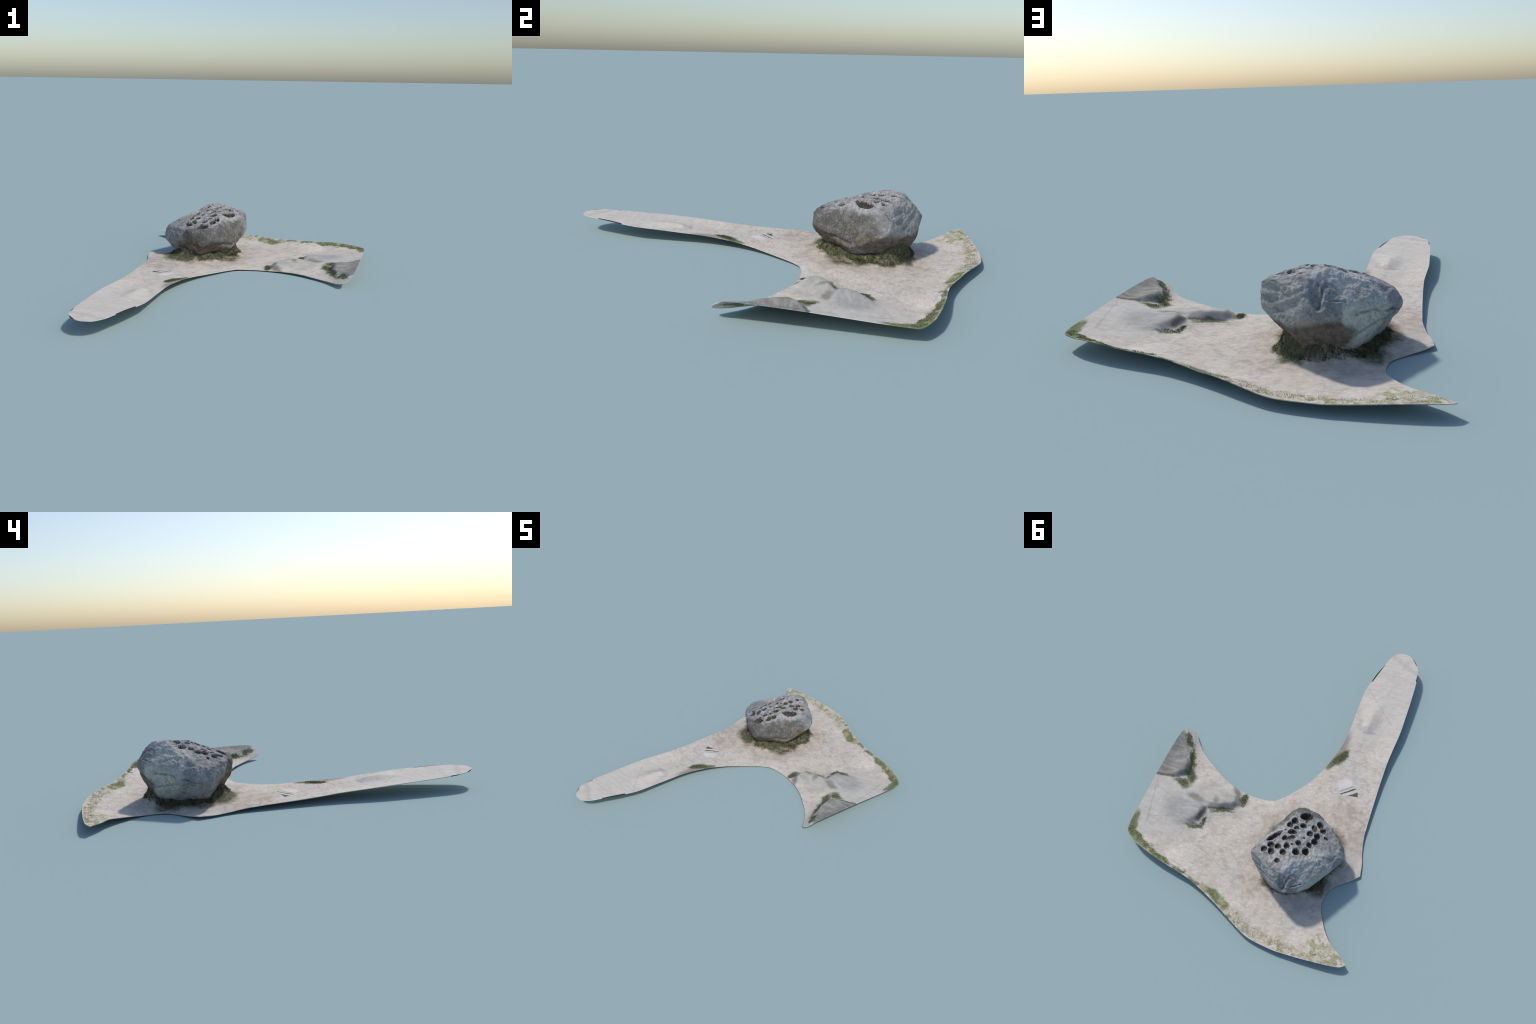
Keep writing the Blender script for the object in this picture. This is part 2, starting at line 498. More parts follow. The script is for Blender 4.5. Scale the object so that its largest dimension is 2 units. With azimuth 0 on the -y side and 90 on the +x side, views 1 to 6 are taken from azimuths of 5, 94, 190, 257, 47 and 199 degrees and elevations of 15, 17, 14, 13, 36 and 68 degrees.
    dry = m.mix(m.step(blade, 0.35, 0.65), (0.22, 0.23, 0.11), (0.42, 0.40, 0.24))
    tufts = None
    for c, r, deg in [((0.66, 0.595), (0.075, 0.032), -32), ((0.56, 0.66), (0.085, 0.028), -25), ((0.46, 0.695), (0.06, 0.022), -18),
                      ((0.36, 0.73), (0.05, 0.016), -8), ((0.24, 0.765), (0.05, 0.014), -25), ((0.10, 0.80), (0.06, 0.028), -20),
                      ((0.05, 0.83), (0.06, 0.03), -30), ((0.69, 0.52), (0.03, 0.06), 8)]:
        e = m.ellipse(rag, c, r, deg, 0.35)
        tufts = e if tufts is None else m.union(tufts, e)
    sparse = None
    for c, r, deg in [((-0.05, 0.895), (0.10, 0.045), -30), ((-0.17, 0.935), (0.08, 0.035), -15), ((-0.40, 0.975), (0.12, 0.03), 0),
                      ((-0.50, 0.965), (0.10, 0.035), 0), ((-0.60, 0.945), (0.10, 0.055), -10), ((-0.53, 0.90), (0.06, 0.05), 0),
                      ((0.16, 0.785), (0.07, 0.02), -27), ((-0.30, 0.955), (0.06, 0.03), 0)]:
        e = m.ellipse(rag, c, r, deg, 0.5)
        sparse = e if sparse is None else m.union(sparse, e)
    patchy = m.step(m.noise(26, 4, 0.65), 0.42, 0.58)
    col = m.mix(m.mul(sparse, patchy, 0.85), col, dry)
    col = m.mix(m.mul(sparse, m.step(m.noise(38, 4, 0.6), 0.55, 0.66), 0.8), col, green)
    col = m.mix(m.mul(tufts, 0.9), col, m.mix(m.step(m.noise(10, 2), 0.52, 0.68), green, dry))
    rockgrass = None
    for c, r, deg in [((0.118, 0.205), (0.016, 0.045), -10), ((0.22, 0.312), (0.07, 0.010), 12), ((0.345, 0.447), (0.055, 0.012), 5), ((0.30, 0.40), (0.012, 0.03), 0),
                      ((0.467, 0.155), (0.030, 0.06), 20), ((0.50, 0.215), (0.05, 0.024), -15), ((0.49, 0.04), (0.014, 0.07), 22), ((0.55, -0.06), (0.012, 0.05), 30),
                      ((-0.350, -0.185), (0.070, 0.030), 52), ((-0.388, -0.225), (0.045, 0.026), 60)]:
        e = m.ellipse(rag, c, r, deg, 0.4)
        rockgrass = e if rockgrass is None else m.union(rockgrass, e)
    col = m.mix(m.mul(rockgrass, 0.9), col, m.mix(0.5, green, (0.06, 0.075, 0.03)))
    # collar of turf round the foot of the boulder
    ragc = m.vec('MULTIPLY', m.vec('ADD', rag, m.vec('SCALE', nz2, scale=0.035)), (1, 1, 0))
    collar = None
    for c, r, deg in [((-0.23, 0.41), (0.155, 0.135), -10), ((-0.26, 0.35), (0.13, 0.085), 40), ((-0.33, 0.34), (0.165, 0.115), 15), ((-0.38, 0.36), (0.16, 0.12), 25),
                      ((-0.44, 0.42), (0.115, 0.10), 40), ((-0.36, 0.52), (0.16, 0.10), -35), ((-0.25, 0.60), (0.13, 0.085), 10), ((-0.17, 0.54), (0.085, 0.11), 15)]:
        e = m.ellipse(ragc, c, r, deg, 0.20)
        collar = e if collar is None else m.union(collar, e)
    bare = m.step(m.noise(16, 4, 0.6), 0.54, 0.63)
    collar_col = m.mix(m.step(blade, 0.3, 0.7), (0.026, 0.034, 0.014), (0.085, 0.098, 0.042))  # turf green, darkened to carry the baked shade round the boulder
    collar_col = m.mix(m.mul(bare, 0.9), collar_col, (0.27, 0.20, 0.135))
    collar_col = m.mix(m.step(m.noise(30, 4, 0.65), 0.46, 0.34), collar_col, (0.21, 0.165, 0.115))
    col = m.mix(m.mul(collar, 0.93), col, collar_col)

    # scan faults painted in: pale patch with green stripes, black nicks on tongue rim
    fade = m.polygon(rag3, [(-0.421, -0.009), (-0.492, -0.060), (-0.475, -0.092), (-0.43, -0.095), (-0.395, -0.05)], 0.010)
    col = m.mix(m.mul(fade, 0.7), col, (0.72, 0.685, 0.655))
    across = m.math('ADD', m.math('SUBTRACT', m.vec('DOT_PRODUCT', rag3, (-0.585, 0.811, 0)), 0.2392), 0.0)
    band = lambda lo, hi: m.mul(m.step(across, lo - 0.002, lo + 0.002), m.step(across, hi + 0.002, hi - 0.002))
    dark = m.union(band(0.047, 0.09), band(0.019, 0.028), m.mul(band(0.002, 0.009), 0.5))
    scan_patch = m.polygon(rag3, [(-0.435, 0.017), (-0.536, 0.002), (-0.528, -0.028), (-0.492, -0.060), (-0.421, -0.009)], 0.0025)
    col = m.mix(scan_patch, col, m.mix(dark, (0.60, 0.575, 0.535), (0.10, 0.11, 0.07)))
    rimmask = None
    for a, b, w in [((-0.478, -0.890), (-0.431, -0.762), 0.0065), ((-0.648, -0.985), (-0.680, -0.945), 0.006), ((-0.703, -0.875), (-0.703, -0.835), 0.006)]:
        s = m.line(flat, a, b, w, 0.5)
        rimmask = s if rimmask is None else m.union(rimmask, s)
    col = m.mix(rimmask, col, (0.03, 0.028, 0.026))
    h = m.math('ADD', m.mul(mid, 0.6), m.mul(fine, 0.5))
    return m.finish(col, 0.95, h, 0.35, 0.003)


def stone_material():
    m = Nodes('lichen_granite')
    nz = m.vec('SUBTRACT', m.noise(22, 4, 0.6, color=True), (0.5, 0.5, 0.5))
    rag = m.vec('ADD', m.p, m.vec('SCALE', nz, scale=0.05))
    nz2 = m.vec('SUBTRACT', m.noise(60, 3, 0.6, color=True), (0.5, 0.5, 0.5))
    rag2 = m.vec('ADD', m.p, m.vec('SCALE', nz2, scale=0.016))
    big = m.noise(8, 5, 0.6)
    mid = m.noise(40, 5, 0.7)
    fine = m.noise(150, 3, 0.7)
    grain = m.noise(320, 2, 0.6)
    col = m.mix(m.step(big, 0.35, 0.65), (0.20, 0.203, 0.208), (0.30, 0.303, 0.303))
    col = m.mix(m.mul(m.step(mid, 0.5, 0.66), 0.8), col, (0.38, 0.38, 0.375))
    col = m.mix(m.mul(m.step(mid, 0.47, 0.32), 0.8), col, (0.09, 0.092, 0.095))
    col = m.mix(m.mul(m.step(fine, 0.54, 0.7), 0.7), col, (0.12, 0.118, 0.115))
    col = m.mix(m.mul(m.step(grain, 0.56, 0.7), 0.5), col, (0.46, 0.45, 0.43))

    # dark grainy lichen on the long south-east face, with baked shade painted in
    crust_shade = m.union(m.ellipse(rag, (-0.13, 0.33, 0.185), (0.21, 0.075, 0.085), 57, 0.14), m.ellipse(rag, (-0.27, 0.24, 0.165), (0.21, 0.075, 0.07), 12, 0.15))
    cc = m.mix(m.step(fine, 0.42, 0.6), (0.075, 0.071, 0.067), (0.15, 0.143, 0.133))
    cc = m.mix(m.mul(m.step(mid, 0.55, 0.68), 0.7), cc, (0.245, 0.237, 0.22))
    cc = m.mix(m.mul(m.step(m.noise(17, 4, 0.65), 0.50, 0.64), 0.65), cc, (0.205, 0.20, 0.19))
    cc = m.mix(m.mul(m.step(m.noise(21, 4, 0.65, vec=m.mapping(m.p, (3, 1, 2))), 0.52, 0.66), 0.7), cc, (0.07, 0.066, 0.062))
    col = m.mix(m.mul(crust_shade, 0.95), col, cc)
    # pale bleached field of the pitted top
    topf = m.ellipse(rag, (-0.27, 0.44, 0.29), (0.17, 0.20, 0.055), -10, 0.2)
    ct = m.mix(m.step(mid, 0.38, 0.62), (0.17, 0.17, 0.172), (0.43, 0.425, 0.415))
    ct = m.mix(m.mul(m.step(fine, 0.52, 0.66), 0.7), ct, (0.12, 0.118, 0.115))
    col = m.mix(m.mul(topf, 0.75), col, ct)
    # bluish smooth north-west side, lightened by painted-in baked sunlight, with worn white shoulder
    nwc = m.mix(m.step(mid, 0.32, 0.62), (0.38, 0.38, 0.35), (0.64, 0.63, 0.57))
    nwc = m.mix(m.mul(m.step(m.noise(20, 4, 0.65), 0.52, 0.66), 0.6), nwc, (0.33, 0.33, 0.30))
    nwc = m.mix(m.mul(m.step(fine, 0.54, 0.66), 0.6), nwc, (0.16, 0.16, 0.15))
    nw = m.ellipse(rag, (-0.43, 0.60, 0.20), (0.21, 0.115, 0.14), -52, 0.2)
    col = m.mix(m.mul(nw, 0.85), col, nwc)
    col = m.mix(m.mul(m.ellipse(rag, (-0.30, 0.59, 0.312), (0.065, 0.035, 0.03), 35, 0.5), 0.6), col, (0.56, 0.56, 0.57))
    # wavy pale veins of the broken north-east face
    lay = m.mapping(rag2, rot=(math.radians(18), 0, math.radians(35)), scale=(1, 1, 3.2))
    vein = m.noise(17, 4, 0.6, vec=lay, distort=0.8)
    ne = m.ellipse(rag, (-0.135, 0.635, 0.235), (0.115, 0.06, 0.085), -35, 0.2)
    nc = m.mix(m.step(vein, 0.36, 0.66), (0.25, 0.26, 0.255), (0.43, 0.42, 0.39))
    nc = m.mix(m.mul(m.step(m.noise(11, 3, 0.6, vec=lay), 0.56, 0.66), 0.3), nc, (0.50, 0.48, 0.43))
    nc = m.mix(m.mul(m.step(fine, 0.55, 0.68), 0.5), nc, (0.13, 0.14, 0.14))
    col = m.mix(m.mul(ne, 0.9), col, nc)
    # brown earth stain along the foot, shade of the underside painted in with it
    brown = m.union(m.ellipse(rag, (-0.28, 0.665, 0.110), (0.15, 0.06, 0.066), -8, 0.15), m.ellipse(rag, (-0.07, 0.50, 0.105), (0.085, 0.14, 0.05), 10, 0.2),
                    m.ellipse(rag, (-0.14, 0.63, 0.10), (0.09, 0.06, 0.055), -25, 0.25), m.ellipse(rag, (-0.36, 0.25, 0.105), (0.13, 0.09, 0.045), -20, 0.3),
                    m.ellipse(rag, (-0.20, 0.30, 0.09), (0.13, 0.10, 0.035), 45, 0.3))
    bc = m.mix(m.step(mid, 0.35, 0.65), (0.075, 0.059, 0.043), (0.165, 0.133, 0.098))
    col = m.mix(m.mul(brown, 0.85), col, bc)
    # rust and orange lichen
    rust = m.union(m.mul(m.ellipse(rag, (-0.37, 0.26, 0.12), (0.09, 0.06, 0.03), -30, 0.5), m.step(mid, 0.52, 0.62)),
                   m.mul(topf, m.step(m.noise(48, 3, 0.6), 0.62, 0.70), 0.7),
                   m.mul(crust_shade, m.step(m.noise(52, 3, 0.6), 0.64, 0.70), 0.5))
    col = m.mix(m.mul(rust, 0.6), col, (0.44, 0.26, 0.145))
    yel = m.union(m.mul(m.ellipse(rag2, (-0.455, 0.565, 0.158), (0.026, 0.034, 0.018), -52, 0.6), m.step(m.noise(75, 3, 0.6), 0.50, 0.60)), m.mul(m.ellipse(rag2, (-0.22, 0.68, 0.165), (0.05, 0.03, 0.012), 0, 0.6), m.step(fine, 0.5, 0.6)),
                  m.mul(nw, m.step(m.noise(55, 2, 0.6), 0.66, 0.72), 0.8))
    col = m.mix(m.mul(yel, 0.7), col, (0.46, 0.33, 0.12))
    mauve = m.mul(m.ellipse(rag, (-0.425, 0.55, 0.233), (0.05, 0.05, 0.035), 0, 0.5), m.step(mid, 0.53, 0.6))
    col = m.mix(m.mul(mauve, 0.7), col, (0.20, 0.165, 0.175))
    h = m.math('ADD', m.mul(mid, 0.7), m.mul(fine, 0.45))
    return m.finish(col, 0.92, h, 0.6, 0.004)


def grass_material(name, a, b, tip):
    m = Nodes(name)
    obj = m.noise(55, 2, 0.5)
    col = m.mix(m.step(obj, 0.35, 0.65), a, b)
    col = m.mix(m.mul(m.step(m.noise(130, 1), 0.6, 0.68), 0.8), col, tip)
    m.finish(col, 0.7)
    tr = m.t.nodes.new('ShaderNodeBsdfTranslucent')
    m.put(tr.inputs[0], col)
    mx = m.t.nodes.new('ShaderNodeMixShader')
    mx.inputs[0].default_value = 0.25
    m.t.links.new(m.bsdf.outputs[0], mx.inputs[1])
    m.t.links.new(tr.outputs[0], mx.inputs[2])
    m.t.links.new(mx.outputs[0], m.out.inputs[0])
    return m.mat


EARTH = ground_material()
STONE = stone_material()


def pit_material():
    """brown dirt lining the weather pits, darkened with painted-in shade"""
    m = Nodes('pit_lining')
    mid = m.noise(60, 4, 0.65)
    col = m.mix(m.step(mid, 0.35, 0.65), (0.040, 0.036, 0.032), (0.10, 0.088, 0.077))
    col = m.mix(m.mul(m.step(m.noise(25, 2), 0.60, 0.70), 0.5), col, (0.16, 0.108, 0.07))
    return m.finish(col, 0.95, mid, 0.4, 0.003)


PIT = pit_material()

# ------------------------------------------------------------------ root
root = bpy.data.objects.new('boulder_on_trodden_ground', None)
bpy.context.scene.collection.objects.link(root)
root['label'] = 'grey pitted boulder on a curved sheet of trodden earth with grass'
root['category'] = 'boulder'

# sheet parts: separate the top by region; earth also gets the rim and the underside
names = {0: 'earth_path', 1: 'rock_outcrop', 2: 'rock_outcrop', 3: 'rock_outcrop', 4: 'turf_collar', 5: 'turf_verge'}
for reg in range(6):
    sel = tri[region == reg]
    if not len(sel):
        continue
    used, inv = np.unique(sel, return_inverse=True)
    verts = list(top[used])
    polys = [tuple(p) for p in inv.reshape(-1, 3)]
    normals = [vn[i] for p in sel for i in p]
    if reg == 0:
        off = len(verts)
        verts += list(bottom)
        polys += [(off + p[2], off + p[1], off + p[0]) for p in tri]
        normals += [-vn[i] for p in tri for i in p[::-1]]
        off2 = len(verts)
        n = len(ring)
        verts += [top[i] for i in ring] + [bottom[i] for i in ring]
        tang = np.roll(rim_xy, -1, 0) - np.roll(rim_xy, 1, 0)
        side = np.c_[tang[:, 1], -tang[:, 0], np.zeros(n)]
        side /= np.linalg.norm(side, axis=1)[:, None]
        area = 0.5 * np.sum(rim_xy[:, 0] * np.roll(rim_xy[:, 1], -1) - rim_xy[:, 1] * np.roll(rim_xy[:, 0], -1))
        ccw = area > 0
        if not ccw:
            side = -side
        for i in range(n):
            j = (i + 1) % n
            q = (off2 + i, off2 + n + i, off2 + n + j, off2 + j) if ccw else (off2 + j, off2 + n + j, off2 + n + i, off2 + i)
            polys.append(q)
            normals += [side[(k - off2) % n] for k in q]
    new_object(names[reg], verts, polys, root, EARTH, normals)

# ------------------------------------------------------------------ the boulder
# weathered facets: compass angle (deg ccw from +x), elevation, distance from the heart of the stone
HEART = np.array([-0.28, 0.455, 0.165])
FACETS = [(-100, 68, 0.129), (-61, 14, 0.224), (-27, 4, 0.168), (-54, -45, 0.165), (29, 0, 0.250), (33, -41, 0.184),
          (57, 49, 0.228), (92, 41, 0.227), (147, 48, 0.164), (140, 2, 0.202), (99, -25, 0.212), (152, -29, 0.202),
          (-161, 24, 0.243), (-128, 6, 0.228), (-121, -27, 0.204), (-178, -38, 0.231), (-66, -85, 0.140),
          (-23, 78, 0.148), (-148, 68, 0.133), (-12, 45, 0.245), (55, 9, 0.229), (-36, 46, 0.160), (-97, 0, 0.237),
          (-171, 45, 0.243), (121, 23, 0.235), (-2, -45, 0.168)]
FA = np.radians([f[:2] for f in FACETS])
FN = np.stack([np.cos(FA[:, 0]) * np.cos(FA[:, 1]), np.sin(FA[:, 0]) * np.cos(FA[:, 1]), np.sin(FA[:, 1])], 1)
FH = np.array([f[2] for f in FACETS])
EDGE = 42.0     # the higher, the crisper the edges between facets


def stone_radius(D):
    q = np.maximum(D @ FN.T / FH, 1e-9)
    mx = q.max(1, keepdims=True)
    return 1 / (mx[:, 0] * ((q / mx) ** EDGE).sum(1) ** (1 / EDGE))


bm = bmesh.new()
bmesh.ops.create_icosphere(bm, subdivisions=6, radius=1)
D = np.array([v.co[:] for v in bm.verts])
D /= np.linalg.norm(D, axis=1)[:, None]
R = stone_radius(D)
for v, d, r in zip(bm.verts, D, R):
    v.co = HEART + d * r
me = bpy.data.meshes.new('rough_stone')
bm.to_mesh(me)
bm.free()
tmp = bpy.data.objects.new('rough_stone', me)
bpy.context.scene.collection.objects.link(tmp)
rm = tmp.modifiers.new('remesh', 'REMESH')
rm.mode = 'VOXEL'
rm.voxel_size = 0.0022
dg = bpy.context.evaluated_depsgraph_get()
stone_mesh = bpy.data.meshes.new_from_object(tmp.evaluated_get(dg))
bpy.data.objects.remove(tmp)
stone_mesh.name = 'boulder'
n = len(stone_mesh.vertices)
co = np.empty(n * 3)
stone_mesh.vertices.foreach_get('co', co)
co = co.reshape(-1, 3)
d = co - HEART
L = np.linalg.norm(d, axis=1)
d /= L[:, None]
co = HEART + d * stone_radius(d)[:, None]


def surface_normal(d):
    """normal of the faceted stone: facet normals weighted by how near each is"""
    q = np.maximum(d @ FN.T / FH, 1e-9)
    q /= q.max(1, keepdims=True)
    w = q ** (EDGE - 1) / FH
    nn = w @ FN
    return nn / np.linalg.norm(nn, axis=1)[:, None]


nn = surface_normal(d)
def crag(p):
    """angular broken relief: folded noise"""
    w = p + 0.5 * np.stack([noise3(p + 31), noise3(p + 47), noise3(p + 61)], 1)
    return 0.5 - np.abs(noise3(w)) * 1.3


disp = 0.0035 * crag(co * 9) + 0.0026 * fbm(co * 17, 2) + 0.0022 * crag(co * 27 + 5) + 0.0014 * fbm(co * 60, 2) + 0.0006 * noise3(co * 170)

# broken, slightly hollow north-east face with uneven ledges
ne = np.exp(-(((co - np.array([-0.120, 0.615, 0.245])) / np.array([0.075, 0.06, 0.065])) ** 2).sum(1))
disp += ne * (-0.014 + 0.005 * crag(co * np.array([16, 16, 34]) + 3) + 0.003 * noise3(co * 50))
disp -= 0.008 * np.exp(-(polyline_distance(co, [(-0.113, 0.615, 0.185), (-0.155, 0.641, 0.205), (-0.19, 0.66, 0.225)]) / 0.012) ** 2)
disp += 0.003 * np.exp(-(polyline_distance(co, [(-0.074, 0.581, 0.197), (-0.113, 0.615, 0.203), (-0.155, 0.641, 0.228), (-0.19, 0.66, 0.248), (-0.225, 0.671, 0.268)]) / 0.010) ** 2)
disp += 0.004 * np.exp(-(polyline_distance(co, [(-0.063, 0.567, 0.232), (-0.105, 0.6, 0.237), (-0.155, 0.631, 0.255), (-0.208, 0.653, 0.279)]) / 0.010) ** 2)

# crown of the pitted top
disp += 0.003 * np.exp(-((co - np.array([-0.275, 0.465, 0.310])) ** 2).sum(1) / 0.045 ** 2) - 0.002 * smooth(0.29, 0.31, co[:, 2])

# scooped notch at the northern corner
notch = polyline_distance(co, [(-0.259, 0.63, 0.298), (-0.260, 0.669, 0.272), (-0.265, 0.69, 0.245), (-0.275, 0.701, 0.230)])
disp -= 0.013 * (1 - smooth(0.008, 0.024, notch)) * smooth(0.32, 0.24, co[:, 2])

# cracks
CRACKS = [
    ([(-0.395, 0.634, 0.183), (-0.429, 0.593, 0.183), (-0.458, 0.559, 0.177), (-0.48, 0.534, 0.166), (-0.496, 0.515, 0.158),
      (-0.522, 0.481, 0.157), (-0.535, 0.459, 0.145), (-0.545, 0.433, 0.138)], 0.012, 0.0036),
    ([(-0.403, 0.622, 0.114), (-0.434, 0.586, 0.121), (-0.458, 0.56, 0.131), (-0.477, 0.534, 0.131), (-0.494, 0.508, 0.126), (-0.525, 0.47, 0.139)], 0.013, 0.0045),
    ([(-0.314, 0.676, 0.243), (-0.343, 0.66, 0.237), (-0.36, 0.644, 0.233)], 0.009, 0.003),
    ([(-0.519, 0.42, 0.212), (-0.535, 0.437, 0.192), (-0.534, 0.456, 0.184)], 0.004, 0.003),
    ([(-0.286, 0.655, 0.275), (-0.28, 0.688, 0.245), (-0.274, 0.701, 0.228)], 0.010, 0.0045),
    ([(-0.07, 0.54, 0.262), (-0.055, 0.554, 0.238), (-0.062, 0.568, 0.208), (-0.095, 0.59, 0.168)], 0.004, 0.003),
    ([(-0.21, 0.26, 0.125), (-0.17, 0.315, 0.120), (-0.14, 0.36, 0.108), (-0.13, 0.385, 0.103)], 0.012, 0.010),
]
warp = co + 0.004 * np.stack([noise3(co * 40), noise3(co * 40 + 9), noise3(co * 40 + 21)], 1)
for line, depth, width in CRACKS:
    v = np.array(line) - HEART          # lay the crack on the faceted surface
    v /= np.linalg.norm(v, axis=1)[:, None]
    line = HEART + v * stone_radius(v)[:, None]
    dist = polyline_distance(warp, line)
    disp -= depth * np.exp(-(dist / width) ** 2)
    disp += 0.12 * depth * np.exp(-((dist - 2.2 * width) / (1.6 * width)) ** 2)
co = co + nn * disp[:, None]

# weather pits of the sloping top: centre x, y, half length, half width, heading (deg), depth
PITS = [(-0.292, 0.271, .031, .020, 12, .034), (-0.153, 0.441, .041, .0145, 47, .030), (-0.378, 0.300, .0205, .015, 121, .028),
        (-0.401, 0.328, .0155, .0115, 20, .018), (-0.429, 0.365, .013, .007, 165, .010), (-0.378, 0.371, .0165, .015, 20, .023),
        (-0.336, 0.369, .0165, .014, 60, .018), (-0.373, 0.407, .017, .015, 15, .024), (-0.350, 0.436, .0155, .0135, 120, .020),
        (-0.341, 0.479, .019, .0165, 110, .026), (-0.293, 0.499, .0175, .0165, 110, .024), (-0.292, 0.445, .0145, .013, 60, .020),
        (-0.236, 0.480, .0155, .014, 110, .021), (-0.226, 0.520, .0165, .0145, 110, .019), (-0.210, 0.573, .0135, .0125, 20, .014),
        (-0.190, 0.494, .016, .013, 20, .020), (-0.163, 0.531, .017, .014, 115, .017), (-0.151, 0.495, .0165, .0145, 20, .021),
        (-0.121, 0.526, .0165, .014, 30, .018), (-0.247, 0.425, .020, .009, 30, .009), (-0.215, 0.440, .014, .0125, 40, .019),
        (-0.243, 0.390, .0225, .013, 18, .022), (-0.289, 0.332, .0165, .014, 30, .024), (-0.258, 0.358, .014, .0095, 20, .013),
        (-0.237, 0.318, .019, .0165, 120, .026), (-0.217, 0.350, .0165, .0145, 115, .024), (-0.203, 0.389, .007, .005, 30, .006),
        (-0.262, 0.463, .007, .006, 0, .006), (-0.352, 0.330, .020, .013, 120, .010), (-0.312, 0.405, .008, .006, 40, .004),
        (-0.185, 0.405, .008, .005, 50, .005), (-0.30, 0.30, .010, .006, 70, .006)]
TOP = np.array([-0.001, -0.31, 0.951])
ontop = smooth(0.25, 0.55, nn @ TOP) * smooth(0.19, 0.21, co[:, 2])
jit = co[:, :2] + 0.0022 * np.stack([noise3(co * 55), noise3(co * 55 + 4)], 1) + 0.0014 * np.stack([noise3(co * 130), noise3(co * 130 + 4)], 1)
sink = np.zeros(n)
rough_top = np.zeros(n)
for x, y, hl, hw, deg, dep in PITS:
    t = math.radians(deg)
    q = jit - np.array([x, y])
    u = (q[:, 0] * math.cos(t) + q[:, 1] * math.sin(t)) / (hl * 1.17)
    w = (-q[:, 0] * math.sin(t) + q[:, 1] * math.cos(t)) / (hw * 1.23)
    e = np.sqrt(u * u + w * w)
    prof = 1.1 * np.clip(1 - e ** 3.2, 0, 1) ** 0.6
    lip = 0.07 * np.exp(-((e - 1.12) / 0.22) ** 2)
    sink = np.maximum(sink, dep * prof)
    rough_top += dep * lip
axis = TOP + 0.5 * nn
axis /= np.linalg.norm(axis, axis=1)[:, None]
co = co - axis * (ontop * sink)[:, None] + nn * (np.minimum(rough_top, 0.002) * ontop * (sink < 1e-5))[:, None]
# lumpy ridges between the pits
lump = crag(co * 24 + 2) + 0.7 * noise3(co * 48)
co = co + nn * (ontop * 0.003 * lump)[:, None]

stone_mesh.vertices.foreach_set('co', co.ravel())
stone_mesh.update()
stone_mesh.polygons.foreach_set('use_smooth', [True] * len(stone_mesh.polygons))
stone_mesh.materials.clear()
stone_mesh.materials.append(STONE)
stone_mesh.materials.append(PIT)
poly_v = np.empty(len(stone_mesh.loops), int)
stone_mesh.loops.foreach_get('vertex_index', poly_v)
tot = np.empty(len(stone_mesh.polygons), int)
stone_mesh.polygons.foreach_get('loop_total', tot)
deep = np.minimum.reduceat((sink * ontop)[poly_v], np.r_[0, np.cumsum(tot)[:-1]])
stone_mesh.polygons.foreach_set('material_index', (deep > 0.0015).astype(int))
boulder = bpy.data.objects.new('boulder', stone_mesh)
bpy.context.scene.collection.objects.link(boulder)
boulder.parent = root

# ------------------------------------------------------------------ grass blades
def blades(name, spots, mat, hmin, hmax, droop, outward=None):
    """short three-sided tapering blades rooted on the sheet"""
    Q = np.array(spots)
    z = sheet_height(Q)
    V, F = [], []
    for (x, y), zz in zip(Q, z):
        h = random.uniform(hmin, hmax)
        ang = random.uniform(0, 2 * math.pi)
        if outward is not None:
            v = np.array([x, y]) - outward
            ang = math.atan2(v[1], v[0]) + random.gauss(0, 0.7)
        lean = random.uniform(0.3, 1.0) * droop
        dx, dy = math.cos(ang), math.sin(ang)
        r = random.uniform(0.0004, 0.0008)
        b = len(V)
        for k in range(3):
            a = ang + k * 2.094
            V.append((x + r * math.cos(a), y + r * math.sin(a), zz - 0.002))
        mx, my, mz = x + dx * h * lean * 0.35, y + dy * h * lean * 0.35, zz + h * (0.62 - 0.12 * lean)
        for k in range(3):
            a = ang + k * 2.094
            V.append((mx + 0.7 * r * math.cos(a), my + 0.7 * r * math.sin(a), mz))
        V.append((x + dx * h * lean, y + dy * h * lean, zz + h * (1.0 - 0.5 * lean)))
        for k in range(3):
            j = (k + 1) % 3
            F.append((b + k, b + j, b + 3 + j, b + 3 + k))
            F.append((b + 3 + k, b + 3 + j, b + 6))
    ob = new_object(name, V, F, root, mat)
    ob['kind'] = 'stuff'
    return ob


def scatter(count, test, box):
    out = []
    while len(out) < count:
        P = rng.uniform((box[0], box[1]), (box[2], box[3]), (4000, 2))
        P = P[inside(P, rim_xy)]
        P = P[test(P)]
        P = P[polyline_distance(P, rim_xy, True) > 0.007]
        out += [tuple(p) for p in P]
    return out[:count]


def collar_spots(P):
    d, neck, lift, spread = collar_at(P)
    w = 0.020 + 0.024 * noise3(np.c_[P * 15, np.full(len(P), 3.0)]) + 0.6 * spread
    clump = noise3(np.c_[P * 42, np.full(len(P), 8.0)])
    return (d > neck - 0.012) & (d < neck + w) & (clump > rng.uniform(-0.9, 0.75, len(P)))


def near(line, r, cl):
    return lambda P: (polyline_distance(P, line) + 0.012 * noise3(np.c_[P * 25, np.zeros(len(P))]) < r) & (noise3(np.c_[P * 30, np.ones(len(P))]) > cl + rng.uniform(-0.5, 0.6, len(P)))


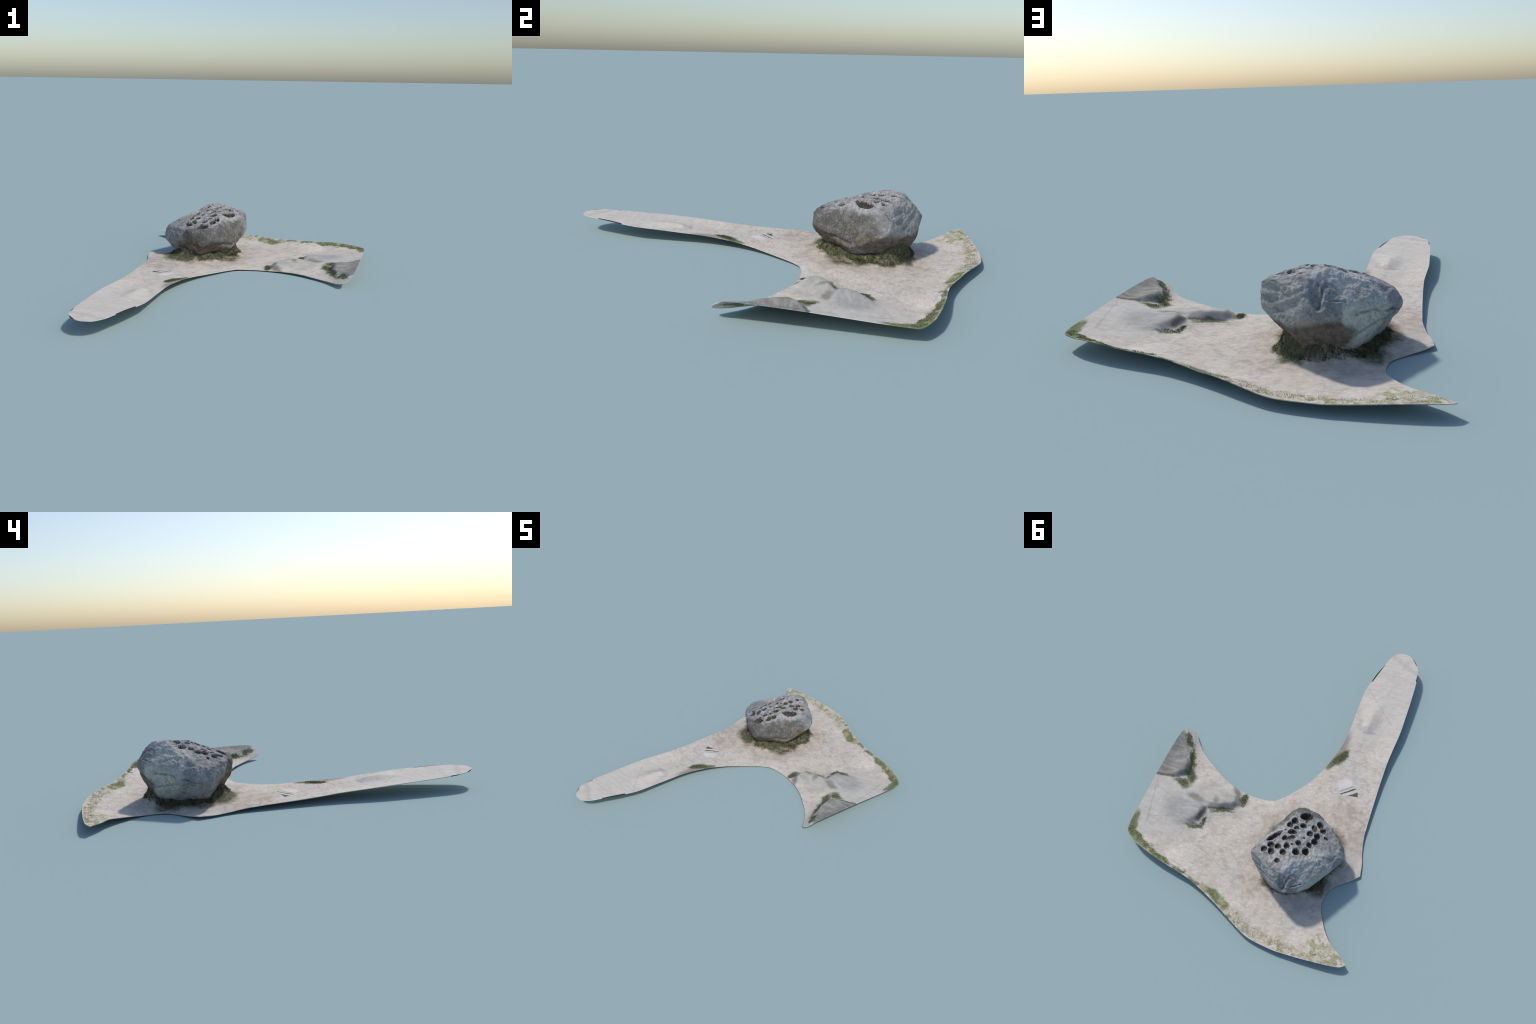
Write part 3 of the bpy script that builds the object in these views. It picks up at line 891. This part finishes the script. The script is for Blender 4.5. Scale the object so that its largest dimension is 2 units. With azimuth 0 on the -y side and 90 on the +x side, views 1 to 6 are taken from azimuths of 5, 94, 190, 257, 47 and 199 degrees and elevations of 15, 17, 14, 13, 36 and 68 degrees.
DARK = grass_material('dark_turf', (0.055, 0.07, 0.028), (0.135, 0.15, 0.065), (0.27, 0.24, 0.13))
LIGHT = grass_material('verge_turf', (0.17, 0.20, 0.09), (0.28, 0.29, 0.15), (0.42, 0.39, 0.23))
blades('collar_grass', scatter(5200, collar_spots, (-0.6, 0.15, 0.0, 0.75)), DARK, 0.005, 0.014, 1.15, CENTRE)
blades('verge_grass', scatter(1800, near([(0.30, 0.74), (0.42, 0.718), (0.53, 0.675), (0.62, 0.632), (0.685, 0.575)], 0.024, -0.1), (0.2, 0.5, 0.71, 0.8))
       + scatter(1000, near([(-0.66, 0.955), (-0.52, 0.965), (-0.40, 0.975), (-0.26, 0.955), (-0.12, 0.925), (0.02, 0.865), (0.15, 0.795)], 0.03, 0.12), (-0.72, 0.7, 0.2, 1.0)),
       LIGHT, 0.002, 0.006, 1.4)
blades('outcrop_grass', scatter(900, near([(0.50, 0.215), (0.465, 0.17), (0.475, 0.07), (0.515, -0.01), (0.56, -0.08)], 0.02, -0.2), (0.4, -0.12, 0.6, 0.26))
       + scatter(400, near([(0.118, 0.185), (0.115, 0.235)], 0.014, -0.3), (0.05, 0.1, 0.2, 0.3))
       + scatter(350, near([(0.30, 0.39), (0.31, 0.43), (0.385, 0.448)], 0.010, -0.3), (0.2, 0.3, 0.45, 0.5))
       + scatter(500, near([(-0.345, -0.19), (-0.40, -0.235)], 0.022, -0.3), (-0.5, -0.35, -0.25, -0.1)),
       DARK, 0.003, 0.007, 1.3)

# a single yellow flower in the turf
fm = Nodes('petal_yellow')
fm.finish((0.62, 0.36, 0.02), 0.6)
V, F = [], []
centre, axis = Vector((-0.424, 0.300, 0.088)), Vector((-0.3, -0.85, 0.42)).normalized()
uu = axis.orthogonal().normalized()
ww = axis.cross(uu)
for k in range(6):
    a = k * math.pi / 3
    o = uu * math.cos(a) + ww * math.sin(a)
    s = axis.cross(o)
    b = len(V)
    for f, wdt, up in ((0.0008, 0.0006, 0.0), (0.0035, 0.0018, 0.0012), (0.0062, 0.0004, 0.0004)):
        V += [centre + o * f + s * wdt + axis * up, centre + o * f - s * wdt + axis * up, centre + o * f + axis * (up - 0.0006)]
    for i in (0, 3):
        F += [(b + i, b + i + 3, b + i + 4, b + i + 1), (b + i + 1, b + i + 4, b + i + 5, b + i + 2), (b + i + 2, b + i + 5, b + i + 3, b + i)]
new_object('flower', V, F, root, fm.mat)
